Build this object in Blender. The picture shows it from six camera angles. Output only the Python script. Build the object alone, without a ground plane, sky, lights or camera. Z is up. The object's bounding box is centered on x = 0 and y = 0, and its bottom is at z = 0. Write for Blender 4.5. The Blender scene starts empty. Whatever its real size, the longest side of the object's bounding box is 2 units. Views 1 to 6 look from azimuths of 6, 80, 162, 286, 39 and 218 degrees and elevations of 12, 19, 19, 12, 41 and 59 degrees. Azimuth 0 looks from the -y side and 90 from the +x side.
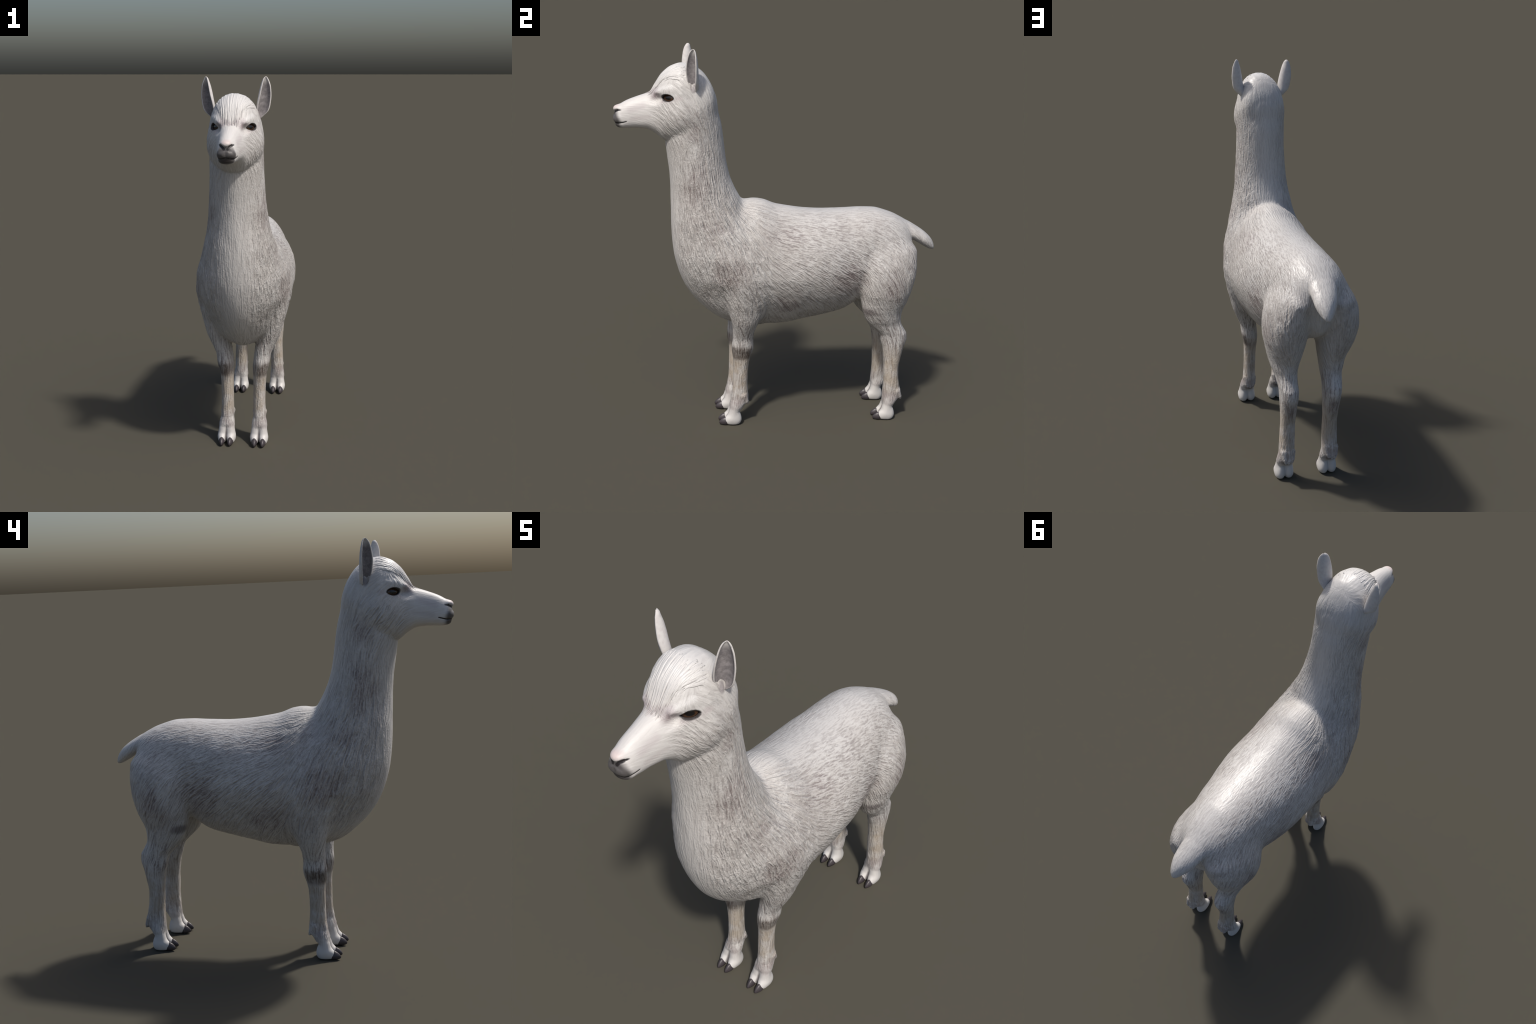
import bpy, bmesh, math, random
import numpy as np
from mathutils import Vector

# ------------------------------------------------------------------ profiles
class Curve:
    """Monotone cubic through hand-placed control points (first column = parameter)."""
    def __init__(self, *knots):
        k = np.array(sorted(knots), float)
        x, y = k[:, 0], k[:, 1:]
        h = np.diff(x)[:, None]
        s = np.diff(y, axis=0) / h
        m = np.zeros_like(y)
        m[0], m[-1] = s[0], s[-1]
        for i in range(1, len(x) - 1):
            same = s[i - 1] * s[i] > 0
            w1, w2 = 2 * h[i] + h[i - 1], h[i] + 2 * h[i - 1]
            with np.errstate(divide='ignore', invalid='ignore'):
                v = (w1 + w2) / (w1 / s[i - 1] + w2 / s[i])
            m[i] = np.where(same, v, 0)
        t = np.linspace(x[0], x[-1], 700)
        i = np.clip(np.searchsorted(x, t, side='right') - 1, 0, len(x) - 2)
        hh = h[i]
        u = ((t - x[i])[:, None]) / hh
        self.t = t
        self.v = ((2*u**3 - 3*u**2 + 1) * y[i] + (u**3 - 2*u**2 + u) * hh * m[i]
                  + (-2*u**3 + 3*u**2) * y[i+1] + (u**3 - u**2) * hh * m[i+1])
        self.lo, self.hi = x[0], x[-1]
    def __call__(self, t, col=0):
        return np.interp(t, self.t, self.v[:, col])


def box(v, lo, hi, soft):
    return np.clip((v - lo) / soft, 0, 1) * np.clip((hi - v) / soft, 0, 1)

def smin(a, b, k):
    h = np.clip(0.5 + 0.5 * (b - a) / k, 0, 1)
    return b * (1 - h) + a * h - k * h * (1 - h)

def smax(a, b, k):
    return -smin(-a, -b, k)

def gauge(u, v, au, av, n):
    """Signed radial distance to a superellipse with half axes au, av."""
    au = np.maximum(au, 1e-4); av = np.maximum(av, 1e-4)
    F = (np.abs(u / au) ** n + np.abs(v / av) ** n) ** (1.0 / n)
    r = np.sqrt(u * u + v * v)
    return np.where(F > 1e-6, r - r / np.maximum(F, 1e-6), -np.minimum(au, av))

def capped(d, t, lo, hi):
    over = np.maximum(np.maximum(lo - t, t - hi), 0)
    return np.where(over > 0, np.sqrt(np.maximum(d, 0) ** 2 + over ** 2), d)

def ellipsoid(p, c, r):
    q = (p - np.array(c)) / np.array(r)
    k0 = np.sqrt((q * q).sum(1)) + 1e-9
    k1 = np.sqrt(((q / np.array(r)) ** 2).sum(1)) + 1e-9
    return k0 * (k0 - 1) / k1

def cone(p, a, b, ra, rb):
    """Round cone between two points."""
    a = np.array(a); b = np.array(b)
    ab = b - a
    t = np.clip(((p - a) @ ab) / (ab @ ab), 0, 1)
    return np.sqrt(((p - a - t[:, None] * ab) ** 2).sum(1)) - (ra + (rb - ra) * t)

def chain(p, pts):
    """Smooth run of round cones: points (x, y, z, radius)."""
    d = None
    for u, v in zip(pts[:-1], pts[1:]):
        e = cone(p, u[:3], v[:3], u[3], v[3])
        d = e if d is None else np.minimum(d, e)
    return d

# ------------------------------------------------------------------ body data
# torso, sliced along y: top z, underside z, half width, height of the widest line
TORSO = Curve((-.44, 1.05, .80, .10, .95), (-.36, 1.13, .69, .175, .92), (-.27, 1.194, .605, .231, .905),
              (-.20, 1.232, .570, .247, .89), (-.14, 1.241, .555, .253, .885), (-.10, 1.236, .548, .256, .88), (-.03, 1.211, .546, .258, .88),
              (.04, 1.197, .549, .258, .88), (.135, 1.183, .569, .254, .885), (.25, 1.176, .596, .240, .89), (.34, 1.178, .619, .221, .90),
              (.43, 1.182, .67, .205, .92), (.50, 1.180, .715, .192, .93), (.575, 1.162, .75, .174, .95), (.66, 1.124, .79, .136, .96), (.70, 1.08, .83, .092, .97), (.724, 1.01, .90, .03, .96))
# neck and chest, sliced along z: front y, back y, half width, y of the widest line
NECK = Curve((.550, -.19, -.07, .025, -.14), (.570, -.264, -.04, .066, -.14), (.60, -.328, -.02, .100, -.14), (.65, -.387, .0, .156, -.14), (.71, -.446, .02, .187, -.15),
             (.79, -.499, .02, .220, -.16), (.87, -.531, .01, .247, -.17), (.96, -.553, -.02, .245, -.20), (1.05, -.563, -.067, .219, -.25),
             (1.13, -.567, -.145, .191, -.32), (1.19, -.568, -.189, .174, -.36), (1.25, -.570, -.216, .161, -.385), (1.30, -.571, -.244, .153, -.402), (1.38, -.576, -.277, .1455, -.426),
             (1.46, -.587, -.295, .140, -.440), (1.55, -.598, -.308, .1355, -.450), (1.62, -.60, -.319, .135, -.455), (1.70, -.58, -.339, .131, -.448), (1.74, -.55, -.348, .124, -.448), (1.79, -.52, -.370, .107, -.45), (1.83, -.50, -.420, .065, -.46), (1.85, -.49, -.445, .02, -.465))
# skull, sliced along y: top z, underside z, half width, height of the widest line
SKULL = Curve((-.700, 1.752, 1.66, .030, 1.71), (-.677, 1.766, 1.645, .055, 1.71), (-.645, 1.816, 1.63, .071, 1.72), (-.61, 1.868, 1.61, .090, 1.735), (-.565, 1.905, 1.60, .111, 1.735),
              (-.517, 1.920, 1.59, .126, 1.73), (-.468, 1.913, 1.61, .126, 1.735), (-.420, 1.884, 1.65, .118, 1.745), (-.386, 1.843, 1.68, .104, 1.75), (-.364, 1.800, 1.68, .080, 1.74), (-.356, 1.770, 1.69, .05, 1.73))
# muzzle, sliced along y: top z, underside z, half width, height of the widest line
MUZZLE = Curve((-.844, 1.665, 1.638, .012, 1.655), (-.838, 1.692, 1.629, .029, 1.655), (-.830, 1.706, 1.622, .0360, 1.652), (-.815, 1.719, 1.613, .0425, 1.65), (-.785, 1.7370, 1.604, .0495, 1.652),
               (-.735, 1.757, 1.604, .0560, 1.656), (-.69, 1.772, 1.601, .0655, 1.662), (-.65, 1.784, 1.582, .075, 1.665), (-.60, 1.80, 1.545, .089, 1.66), (-.54, 1.80, 1.530, .104, 1.67), (-.46, 1.78, 1.54, .10, 1.67))
# foreleg, sliced along z: centre x, centre y, half width x, half depth y
FORELEG = Curve((.085, .0905, -.214, .034, .030), (.10, .0905, -.214, .0385, .038), (.125, .090, -.204, .0365, .046), (.15, .0893, -.199, .035, .047), (.19, .0885, -.198, .0345, .042), (.24, .088, -.199, .0335, .0395), (.29, .0885, -.199, .0335, .0395), (.345, .0895, -.198, .0345, .041),
                (.385, .0905, -.196, .037, .0465), (.42, .0935, -.194, .0415, .0545), (.45, .098, -.193, .0455, .058), (.50, .104, -.193, .0455, .0545), (.54, .114, -.193, .051, .056), (.575, .126, -.191, .056, .062), (.62, .142, -.189, .060, .074),
                (.68, .158, -.184, .061, .090), (.76, .171, -.178, .068, .110), (.85, .177, -.17, .074, .12), (.95, .170, -.165, .068, .12), (1.05, .14, -.16, .05, .09))
# hind leg, same columns, then how far the back of the thigh leans inward
HINDLEG = Curve((.085, .118, .634, .034, .030, 0), (.10, .1175, .6355, .042, .0365, 0), (.125, .1175, .643, .0395, .0475, 0), (.155, .1165, .646, .039, .0495, 0), (.20, .1155, .642, .039, .045, 0), (.255, .114, .636, .0385, .0415, 0), (.31, .1135, .633, .037, .0415, 0), (.37, .1135, .634, .0395, .049, 0),
                (.425, .114, .634, .0435, .0585, 0), (.47, .1145, .633, .046, .0715, 0), (.505, .1155, .626, .048, .0765, 0), (.54, .1185, .599, .051, .083, .02), (.57, .121, .575, .055, .091, .05), (.60, .1255, .561, .062, .099, .07),
                (.65, .128, .554, .0735, .112, .11), (.71, .131, .558, .089, .129, .07), (.765, .135, .561, .1015, .141, .06), (.83, .136, .566, .106, .151, .07), (.90, .129, .569, .105, .156, .10), (.97, .113, .570, .094, .155, .08), (1.05, .080, .54, .070, .125, 0), (1.12, .045, .52, .045, .08, 0))
# tail, sliced along y like the torso
TAIL = Curve((.60, 1.132, 1.04, .070, 1.085), (.66, 1.121, 1.034, .075, 1.072), (.70, 1.105, 1.018, .071, 1.055), (.74, 1.083, .999, .066, 1.034), (.78, 1.058, .976, .056, 1.010),
             (.81, 1.034, .960, .042, .992), (.833, 1.008, .951, .027, .976), (.846, .984, .950, .015, .965), (.8515, .967, .955, .004, .961))
# the animal stands with its spine slightly curved: sideways shift along y
SPINE = Curve((-1, 0), (-.35, 0), (-.2, .002), (-.05, .001), (.12, .002), (.28, -.002), (.42, -.005), (.56, -.013), (.66, -.014), (.74, -.005), (.85, .009), (.9, .010))

def bend(v):
    v = v.copy()
    v[:, 0] += SPINE(v[:, 1]) * np.clip((v[:, 2] - .66) / .28, 0, 1)
    return v

def loft_y(p, C, up=2.0, dn=2.0):
    x, y, z = p.T
    yc = np.clip(y, C.lo, C.hi)
    zt, zb, w, zm = (C(yc, i) for i in range(4))
    dz = z - zm
    a = gauge(x, dz, w, zt - zm, up)
    b = gauge(x, dz, w, zm - zb, dn)
    return capped(np.where(dz > 0, a, b), y, C.lo, C.hi)

def loft_z(p, C, nf=2.0, nb=2.0):
    x, y, z = p.T
    zc = np.clip(z, C.lo, C.hi)
    yf, yb, w, ym = (C(zc, i) for i in range(4))
    dy = y - ym
    a = gauge(x, dy, w, ym - yf, nf)
    b = gauge(x, dy, w, yb - ym, nb)
    return capped(np.where(dy < 0, a, b), z, C.lo, C.hi)

def limb(p, C, n=2.15):
    x, y, z = p.T
    zc = np.clip(z, C.lo, C.hi)
    cx, cy, wx, wy = (C(zc, i) for i in range(4))
    lean = C(zc, 4) if C.v.shape[1] > 4 else 0
    return capped(gauge(x - cx + (lean * (y - cy)), y - cy, wx, wy, n), z, C.lo, C.hi)

def foot(p, cx, cy):
    """Two soft toes with a cleft, and the ragged tuft behind the fetlock."""
    d = None
    for s in (-1, 1):
        x = cx + .0015
        toe = chain(p, [(x + s*.014, cy - .012, .115, .0255), (x + s*.0190, cy - .028, .075, .0250), (x + s*.0225, cy - .038, .040, .0250)])
        toe = smin(toe, ellipsoid(p, (x + s*.0240, cy - .035, .025), (.0240, .046, .031)), .012)
        toe = smin(toe, ellipsoid(p, (x + s*.0215, cy - .017, .036), (.0240, .030, .044)), .014)
        d = toe if d is None else smin(d, toe, .007)
    tuft = None
    for s, drop in ((-1, .0), (1, .004), (0, .010)):
        q = chain(p, [(cx + s*.018, cy + .022, .165, .022), (cx + s*.019, cy + .040, .137 - drop, .0125), (cx + s*.017, cy + .047, .124 - drop, .0065)])
        tuft = q if tuft is None else smin(tuft, q, .010)
    return d, tuft

def head_field(p):
    x, y, z = p.T
    skull = loft_y(p, SKULL, 2.2, 2.2)
    muzzle = loft_y(p, MUZZLE, 2.15, 2.5)
    cheek = ellipsoid(p, (.042, -.50, 1.668), (.097, .125, .110))
    d = smin(skull, muzzle, .014)
    d = smin(d, cheek, .035)
    brow = chain(p, [(.058, -.640, 1.784, .008), (.071, -.606, 1.797, .012), (.086, -.560, 1.800, .011)])
    d = smin(d, brow, .022)
    d = smax(d, -ellipsoid(p, (.131, -.475, 1.852), (.030, .017, .054)), .005)     # room for the ear hollow
    # nose pad, lips and chin
    d = smin(d, ellipsoid(p, (.0, -.822, 1.697), (.027, .026, .019)), .012)
    d = smin(d, ellipsoid(p, (.016, -.823, 1.652), (.026, .026, .022)), .014)
    d = smin(d, ellipsoid(p, (.0, -.812, 1.621), (.036, .026, .016)), .014)
    # hollow under the inner eye
    d = smax(d, -ellipsoid(p, (.075, -.655, 1.755), (.022, .040, .020)), .02)
    # heavy upper lid, then the almond opening under it
    lid = chain(p, [tuple(EYE + EYE_ALONG * a + EYE_UP * u + EYE_OUT * o) + (w,) for a, u, o, w in ((-.036, .003, -.006, .003), (-.019, .0165, .000, .0055), (0, .0200, .001, .0060), (.019, .0150, .000, .0055), (.034, .001, -.004, .003))])
    d = smin(d, lid, .010)
    d = smax(d, -eye_pit(p), .005)
    # nostrils, mouth line, philtrum
    nos = chain(p, [(.008, -.850, 1.675, .0040), (.016, -.846, 1.684, .0080), (.026, -.833, 1.6925, .0062), (.040, -.812, 1.697, .0015)])
    d = smax(d, -nos, .005)
    mouth = chain(p, [(0, -.852, 1.637, .003), (.020, -.846, 1.632, .003), (.037, -.826, 1.631, .003), (.047, -.803, 1.635, .0025), (.050, -.784, 1.642, .001)])
    d = smax(d, -mouth, .005)
    d = smax(d, -cone(p, (0, -.861, 1.678), (0, -.861, 1.640), .003, .003), .006)
    return d

EYE = np.array((.0855, -.5875, 1.7625))
EYE_OUT = np.array((.80, -.58, .12)); EYE_OUT /= np.linalg.norm(EYE_OUT)
EYE_ALONG = np.cross((0, 0, 1.0), EYE_OUT); EYE_ALONG /= np.linalg.norm(EYE_ALONG)
EYE_UP = np.cross(EYE_OUT, EYE_ALONG)

def eye_pit(p):
    q = p - EYE
    a, u, o = q @ EYE_ALONG, q @ EYE_UP, q @ EYE_OUT
    # almond: two arcs meeting at the corners
    up = np.sqrt(a * a + (u + .0280) ** 2) - .0440
    dn = np.sqrt(a * a + (u - .0285) ** 2) - .0450
    al = smax(up, dn, .003)
    return np.maximum(al, -(o + .010))

def body_field(p):
    """Signed distance-like field of the whole animal (mirrored in x)."""
    p = p.copy()
    p[:, 0] = np.abs(p[:, 0])
    x, y, z = p.T
    torso = loft_y(p, TORSO, 1.76 + .34 * np.clip((y + .02) / .3, 0, 1), 1.58 + .2 * np.clip((y - .12) / .15, 0, 1) - .3 * np.clip((y - .5) / .1, 0, 1))
    neck = loft_z(p, NECK, 2.0 - .2 * np.clip((.95 - z) / .2, 0, 1) - .2 * box(z, 1.15, 1.56, .1), 2.0)
    d = smin(torso, neck, .03)
    fore = limb(p, FORELEG)
    d = smin(d, fore, .03)
    hind = limb(p, HINDLEG)
    d = smin(d, hind, .03)
    low = z < .25
    for cx, cy in ((.089, -.2045), (.1165, .6495)):
        m = low & (np.abs(y - cy) < .25)
        toes, tuft = foot(p[m], cx, cy)
        d[m] = smin(smin(d[m], toes, .014), tuft, .007)
    m = (y > .5) & (z > .8)
    d[m] = smin(d[m], loft_y(p[m], TAIL, 2.0, 2.0), .013)
    m = z > 1.42
    d[m] = smin(d[m], head_field(p[m]), .008 + .024 * np.clip((y[m] + .52) / .12, 0, 1) * np.clip((z[m] - 1.62) / .10, 0, 1))
    return smax(d, .0012 - z, .006)

# ------------------------------------------------------------------ surface
def extract(field, size, lo, h, block=5):
    """Surface nets on a sparse grid over the right half; returns half vertices and quads.
    Index i >= 0 is a vertex, i < 0 the mirror image of vertex -1 - i."""
    lo = np.array((-block * h, lo[0], lo[1]))
    H = h * block
    n = np.ceil((np.array(size) - lo) / H).astype(int)
    g = np.stack(np.meshgrid(*[np.arange(k) for k in n], indexing='ij'), -1).reshape(-1, 3)
    keep = []
    for part in np.array_split(g, max(1, len(g) // 200000)):
        keep.append(part[np.abs(field(lo + (part + .5) * H)) < H * 4.5])
    g = np.concatenate(keep)
    m = b = block
    m = block + 1
    off = np.stack(np.meshgrid(*[np.arange(m)] * 3, indexing='ij'), -1).reshape(-1, 3)
    N = n * block + 2
    code = lambda c: (c[..., 0].astype(np.int64) * N[1] + c[..., 1]) * N[2] + c[..., 2]
    keys, inv = np.unique(code((g[:, None] * block + off[None]).reshape(-1, 3)), return_inverse=True)
    kc = np.stack([keys // (N[1] * N[2]), keys // N[2] % N[1], keys % N[2]], -1)
    # left of the mid plane only the column next to it is needed
    val = np.ones(len(kc))
    need = kc[:, 0] >= block - 1
    val[need] = np.concatenate([field(lo + part * h) for part in np.array_split(kc[need], max(1, need.sum() // 300000))])
    V = val[inv.ravel()].reshape(-1, m, m, m)
    inside = V < 0
    cnt = np.zeros((len(g), b, b, b), int)
    for i in (0, 1):
        for j in (0, 1):
            for k in (0, 1):
                cnt += inside[:, i:i+b, j:j+b, k:k+b]
    ci, cx, cy, cz = np.nonzero((cnt > 0) & (cnt < 8))
    cell = g[ci] * block + np.stack([cx, cy, cz], -1)
    ok = cell[:, 0] >= block
    ci, cx, cy, cz, cell = ci[ok], cx[ok], cy[ok], cz[ok], cell[ok]
    ck = code(cell)
    order = np.argsort(ck)
    ck, cell, ci, cx, cy, cz = ck[order], cell[order], ci[order], cx[order], cy[order], cz[order]
    acc = np.zeros((len(ck), 3)); num = np.zeros(len(ck))
    for ax in range(3):
        for a in (0, 1):
            for c in (0, 1):
                o = [0, 0, 0]; others = [q for q in range(3) if q != ax]
                o[others[0]] = a; o[others[1]] = c
                e = list(o); e[ax] = 1
                v0 = V[ci, cx + o[0], cy + o[1], cz + o[2]]; v1 = V[ci, cx + e[0], cy + e[1], cz + e[2]]
                cross = (v0 < 0) != (v1 < 0)
                t = np.where(cross, v0 / np.where(cross, v0 - v1, 1), 0)
                pt = np.array(o, float)[None].repeat(len(ck), 0); pt[:, ax] = t
                acc += pt * cross[:, None]; num += cross
    verts = lo + (cell + acc / num[:, None]) * h
    faces = []
    for ax in range(3):
        o1, o2 = [(1, 2), (2, 0), (0, 1)][ax]
        sl0 = [slice(None)] * 4; sl1 = [slice(None)] * 4
        sl0[ax + 1] = slice(0, b); sl1[ax + 1] = slice(1, b + 1)
        A, B = inside[tuple(sl0)], inside[tuple(sl1)]
        idx = np.nonzero(A != B)
        base = g[idx[0]] * block + np.stack(idx[1:], -1)
        flip = A[idx]
        ok = base[:, 0] >= block
        base, flip = base[ok], flip[ok]
        _, first = np.unique(code(base), return_index=True)
        base, flip = base[first], flip[first]
        quad = []
        for du, dv in ((-1, -1), (0, -1), (0, 0), (-1, 0)):
            c = base.copy(); c[:, o1] += du; c[:, o2] += dv
            left = c[:, 0] < block
            c[left, 0] = block
            k = code(c)
            pos = np.clip(np.searchsorted(ck, k), 0, len(ck) - 1)
            bad = ck[pos] != k
            quad.append(np.where(bad, 10**9, np.where(left, -1 - pos, pos)))
        quad = np.stack(quad, -1)
        ok = (quad < 10**9).all(1)
        quad, flip = quad[ok], flip[ok]
        quad[~flip] = quad[~flip][:, ::-1]
        faces.append(quad)
    return verts, np.concatenate(faces)

def mirrored(verts, faces):
    """Whole surface from the right half."""
    n = len(verts)
    full = np.concatenate([verts, verts * np.array((-1, 1, 1))])
    right = np.where(faces < 0, n - 1 - faces, faces)
    own = (faces >= 0).all(1)
    left = np.where(right[own] < n, right[own] + n, right[own] - n)[:, ::-1]
    return full, np.concatenate([right, left])

def gradient(field, p, e=.0008):
    g = np.empty_like(p)
    for a in range(3):
        d = np.zeros(3); d[a] = e
        g[:, a] = (field(p + d) - field(p - d)) / (2 * e)
    return g

def relax(verts, faces, rounds):
    """Even out the quads along the surface."""
    for _ in range(rounds):
        s = np.zeros_like(verts); c = np.zeros(len(verts))
        for i in range(4):
            a, b2 = faces[:, i], faces[:, (i + 1) % 4]
            for ax in range(3):
                s[:, ax] += np.bincount(a, verts[b2, ax], len(verts)) + np.bincount(b2, verts[a, ax], len(verts))
            c += np.bincount(a, minlength=len(verts)) + np.bincount(b2, minlength=len(verts))
        verts = verts * .4 + .6 * s / c[:, None]
    return verts

def project(field, verts, rounds=2):
    for _ in range(rounds):
        g = gradient(field, verts)
        f = field(verts)
        step = f / np.maximum((g * g).sum(1), .05)
        verts = verts - np.clip(step, -.004, .004)[:, None] * g
    return verts

# ---- BUILD
rng = np.random.default_rng(7)

# ------------------------------------------------------------------ fur flow
# place on the right-hand side (|x|, y, z), reach, combing direction
FLOW = [
    ((.00, -.56, 1.25), .16, (0, .00, -1)), ((.13, -.46, 1.48), .14, (.02, .12, -1)), ((.13, -.40, 1.30), .14, (.05, .16, -1)),
    ((.00, -.30, 1.45), .12, (0, .10, -1)), ((.00, -.35, 1.72), .10, (0, .12, -1)), ((.16, -.30, 1.13), .13, (.1, .50, -.85)),
    ((.00, -.12, 1.24), .12, (0, .95, -.20)), ((.22, -.22, .98), .15, (.05, .42, -.9)), ((.20, -.38, .85), .15, (.1, .22, -1)),
    ((.00, -.52, .85), .16, (0, .12, -1)), ((.12, -.32, .62), .12, (0, .35, -.9)), ((.00, .10, 1.19), .16, (0, 1, -.05)),
    ((.00, .42, 1.18), .16, (0, 1, -.08)), ((.20, .08, 1.02), .15, (0, .92, -.32)), ((.25, .12, .85), .14, (0, .72, -.68)),
    ((.22, .10, .68), .12, (0, .42, -.9)), ((.10, .15, .56), .12, (0, .35, -.9)), ((.20, .42, 1.00), .14, (0, .88, -.42)),
    ((.24, .56, .86), .14, (0, .48, -.87)), ((.22, .58, .68), .12, (0, .40, -.9)), ((.08, .72, .90), .13, (0, .12, -1)),
    ((.05, .68, 1.10), .09, (0, .80, -.60)), ((.00, .82, 1.00), .08, (0, .78, -.60)), ((.12, .58, .56), .13, (0, .42, -.90)), ((.12, .63, .45), .10, (0, .18, -.98)),
    ((.12, .63, .30), .16, (0, .00, -1)), ((.10, -.20, .30), .20, (0, .00, -1)), ((.12, -.19, .55), .12, (0, .02, -1)),
    ((.00, -.60, 1.86), .08, (0, -.60, -.80)), ((.05, -.50, 1.91), .08, (.1, -.95, -.2)), ((.10, -.52, 1.83), .05, (.1, .75, -.35)),
    ((.00, -.39, 1.84), .06, (.0, .45, -.8)), ((.05, -.75, 1.67), .09, (0, .96, -.20)), ((.00, -.75, 1.75), .06, (0, .95, .3)), ((.12, -.52, 1.65), .09, (0, .72, -.70)),
    ((.11, -.56, 1.56), .06, (0, .75, -.62)), ((.13, -.42, 1.72), .07, (.0, .45, -.88)),
]

def flow_direction(p):
    q = p.copy(); q[:, 0] = np.abs(q[:, 0])
    d = np.zeros_like(p); 
    for c, r, v in FLOW:
        v = np.array(v, float); v /= np.linalg.norm(v)
        w = np.exp(-((q - np.array(c)) ** 2).sum(1) / (r * r)) + 1e-9
        d += w[:, None] * v
    d[:, 0] *= np.sign(p[:, 0])
    return d

def value_noise(p, seed):
    """Smooth lattice noise in -1..1."""
    i = np.floor(p).astype(np.int64); f = p - i
    f = f * f * (3 - 2 * f)
    def h(a):
        n = (a[:, 0] * 73856093) ^ (a[:, 1] * 19349663) ^ (a[:, 2] * 83492791) ^ (seed * 2654435761)
        n = (n ^ (n >> 13)) * 1274126177 & 0xffffffff
        n = (n ^ (n >> 16)) * 668265263 & 0xffffffff
        return (n ^ (n >> 15)) / 2147483648.0 - 1
    out = 0
    for a in (0, 1):
        for b in (0, 1):
            for c in (0, 1):
                w = (f[:, 0] if a else 1 - f[:, 0]) * (f[:, 1] if b else 1 - f[:, 1]) * (f[:, 2] if c else 1 - f[:, 2])
                out = out + w * h(i + np.array((a, b, c)))
    return out

def fleece_amount(p):
    """How shaggy the coat is: deep on neck sides, shoulder and flank, short on face, feet and midlines."""
    x, y, z = np.abs(p[:, 0]), p[:, 1], p[:, 2]
    a = np.full(len(p), .55)
    side = np.clip((x - .03) / .09, 0, 1)
    a += .45 * side * np.clip((z - .50) / .22, 0, 1)
    a *= 1 - .75 * np.clip((-.60 - y) / .08, 0, 1)                 # face
    a = np.maximum(a, 1.1 * box(y, -.68, -.44, .03) * box(z, 1.80, 2.0, .02))   # forelock
    a *= np.clip((z - .12) / .3, .15, 1)                            # toes
    a *= 1 + 1.2 * box(y, -.62, -.02, .12) * box(z, .62, 1.42, .15) * side    # shaggy neck base and shoulder
    a *= 1 - .75 * np.clip((z - .90) / .2, 0, 1) * np.clip((y + .08) / .2, 0, 1)   # sleek loin and rump
    front = (1 - side) * np.clip((-.44 - y) / .05, 0, 1) * (z < 1.55)
    a *= 1 - .75 * front                                           # smooth chest front
    a *= 1 - .5 * (1 - side) * np.clip((1.3 - np.abs(z - 1.6)) / .3, 0, 1) * (y > -.42) * (z > 1.3)
    return a

def clumps(p, n):
    """Locks of fleece: noise smeared along the combing direction."""
    d = flow_direction(p)
    for a in range(3):
        d[:, a] += .30 * np.linalg.norm(d, axis=1) * value_noise(p * 24, 21 + a)      # tufts part and cross
    d -= n * (d * n).sum(1)[:, None]
    d /= np.linalg.norm(d, axis=1)[:, None] + 1e-6
    out = np.zeros(len(p))
    for scale, reach, amp, seed in ((80, .028, 1.2, 3), (125, .022, .8, 5)):
        s = 0; k = np.linspace(-1, 1, 13)
        for t in k:
            s = s + value_noise((p + d * (t * reach)) * scale, seed)
        out += amp * s / 13
    return out

def soften(v, f, weight, rounds):
    """Blend joints: smooth where weight is above zero."""
    sel = (weight[f] > 0).any(1)
    g = f[sel]
    used, inv = np.unique(g, return_inverse=True)
    g = inv.reshape(-1, 4); p = v[used].copy(); w = weight[used][:, None] * .5
    a = np.concatenate([g[:, i] for i in range(4)] + [g[:, (i + 1) % 4] for i in range(4)])
    b = np.concatenate([g[:, (i + 1) % 4] for i in range(4)] + [g[:, i] for i in range(4)])
    c = np.bincount(a, minlength=len(p))[:, None]
    for _ in range(rounds):
        s = np.stack([np.bincount(a, p[b, k], len(p)) for k in range(3)], 1)
        p += w * (s / c - p)
    v = v.copy(); v[used] = p
    return v

def vertex_normals(v, f):
    fn = np.cross(v[f[:, 2]] - v[f[:, 0]], v[f[:, 3]] - v[f[:, 1]])
    n = np.zeros_like(v)
    for i in range(4):
        for a in range(3):
            n[:, a] += np.bincount(f[:, i], fn[:, a], len(v))
    return n / (np.linalg.norm(n, axis=1)[:, None] + 1e-12)

def build_body():
    half, f = extract(body_field, (.33, .92, 1.98), (-.92, -.012), .0034)
    k = len(half)
    v, f = mirrored(half, f)
    v = relax(v, f, 2)
    half = project(body_field, v[:k], 2)
    v = np.concatenate([half, half * np.array((-1, 1, 1))])
    x, y, z = np.abs(v[:, 0]), v[:, 1], v[:, 2]
    nape = box(y, -.46, -.28, .04) * box(z, 1.62, 1.90, .05) * np.clip((.112 - x) / .03, 0, 1)
    withers = box(y, -.34, -.06, .06) * box(z, 1.10, 1.38, .05)
    groin = box(y, .26, .66, .06) * box(z, .50, .84, .06)
    elbow = box(y, -.38, -.02, .05) * box(z, .54, .78, .05)
    root = box(y, .62, .775, .02) * box(z, .96, 1.16, .03)
    v = soften(v, f, np.maximum(np.maximum(nape, .8 * withers), .35 * np.maximum(groin, elbow)), 70)
    v = soften(v, f, root, 18)
    n = vertex_normals(v, f)
    v = v + n * (clumps(v, n) * fleece_amount(v) * .0019)[:, None]
    v = bend(v)
    return v, f

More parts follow.
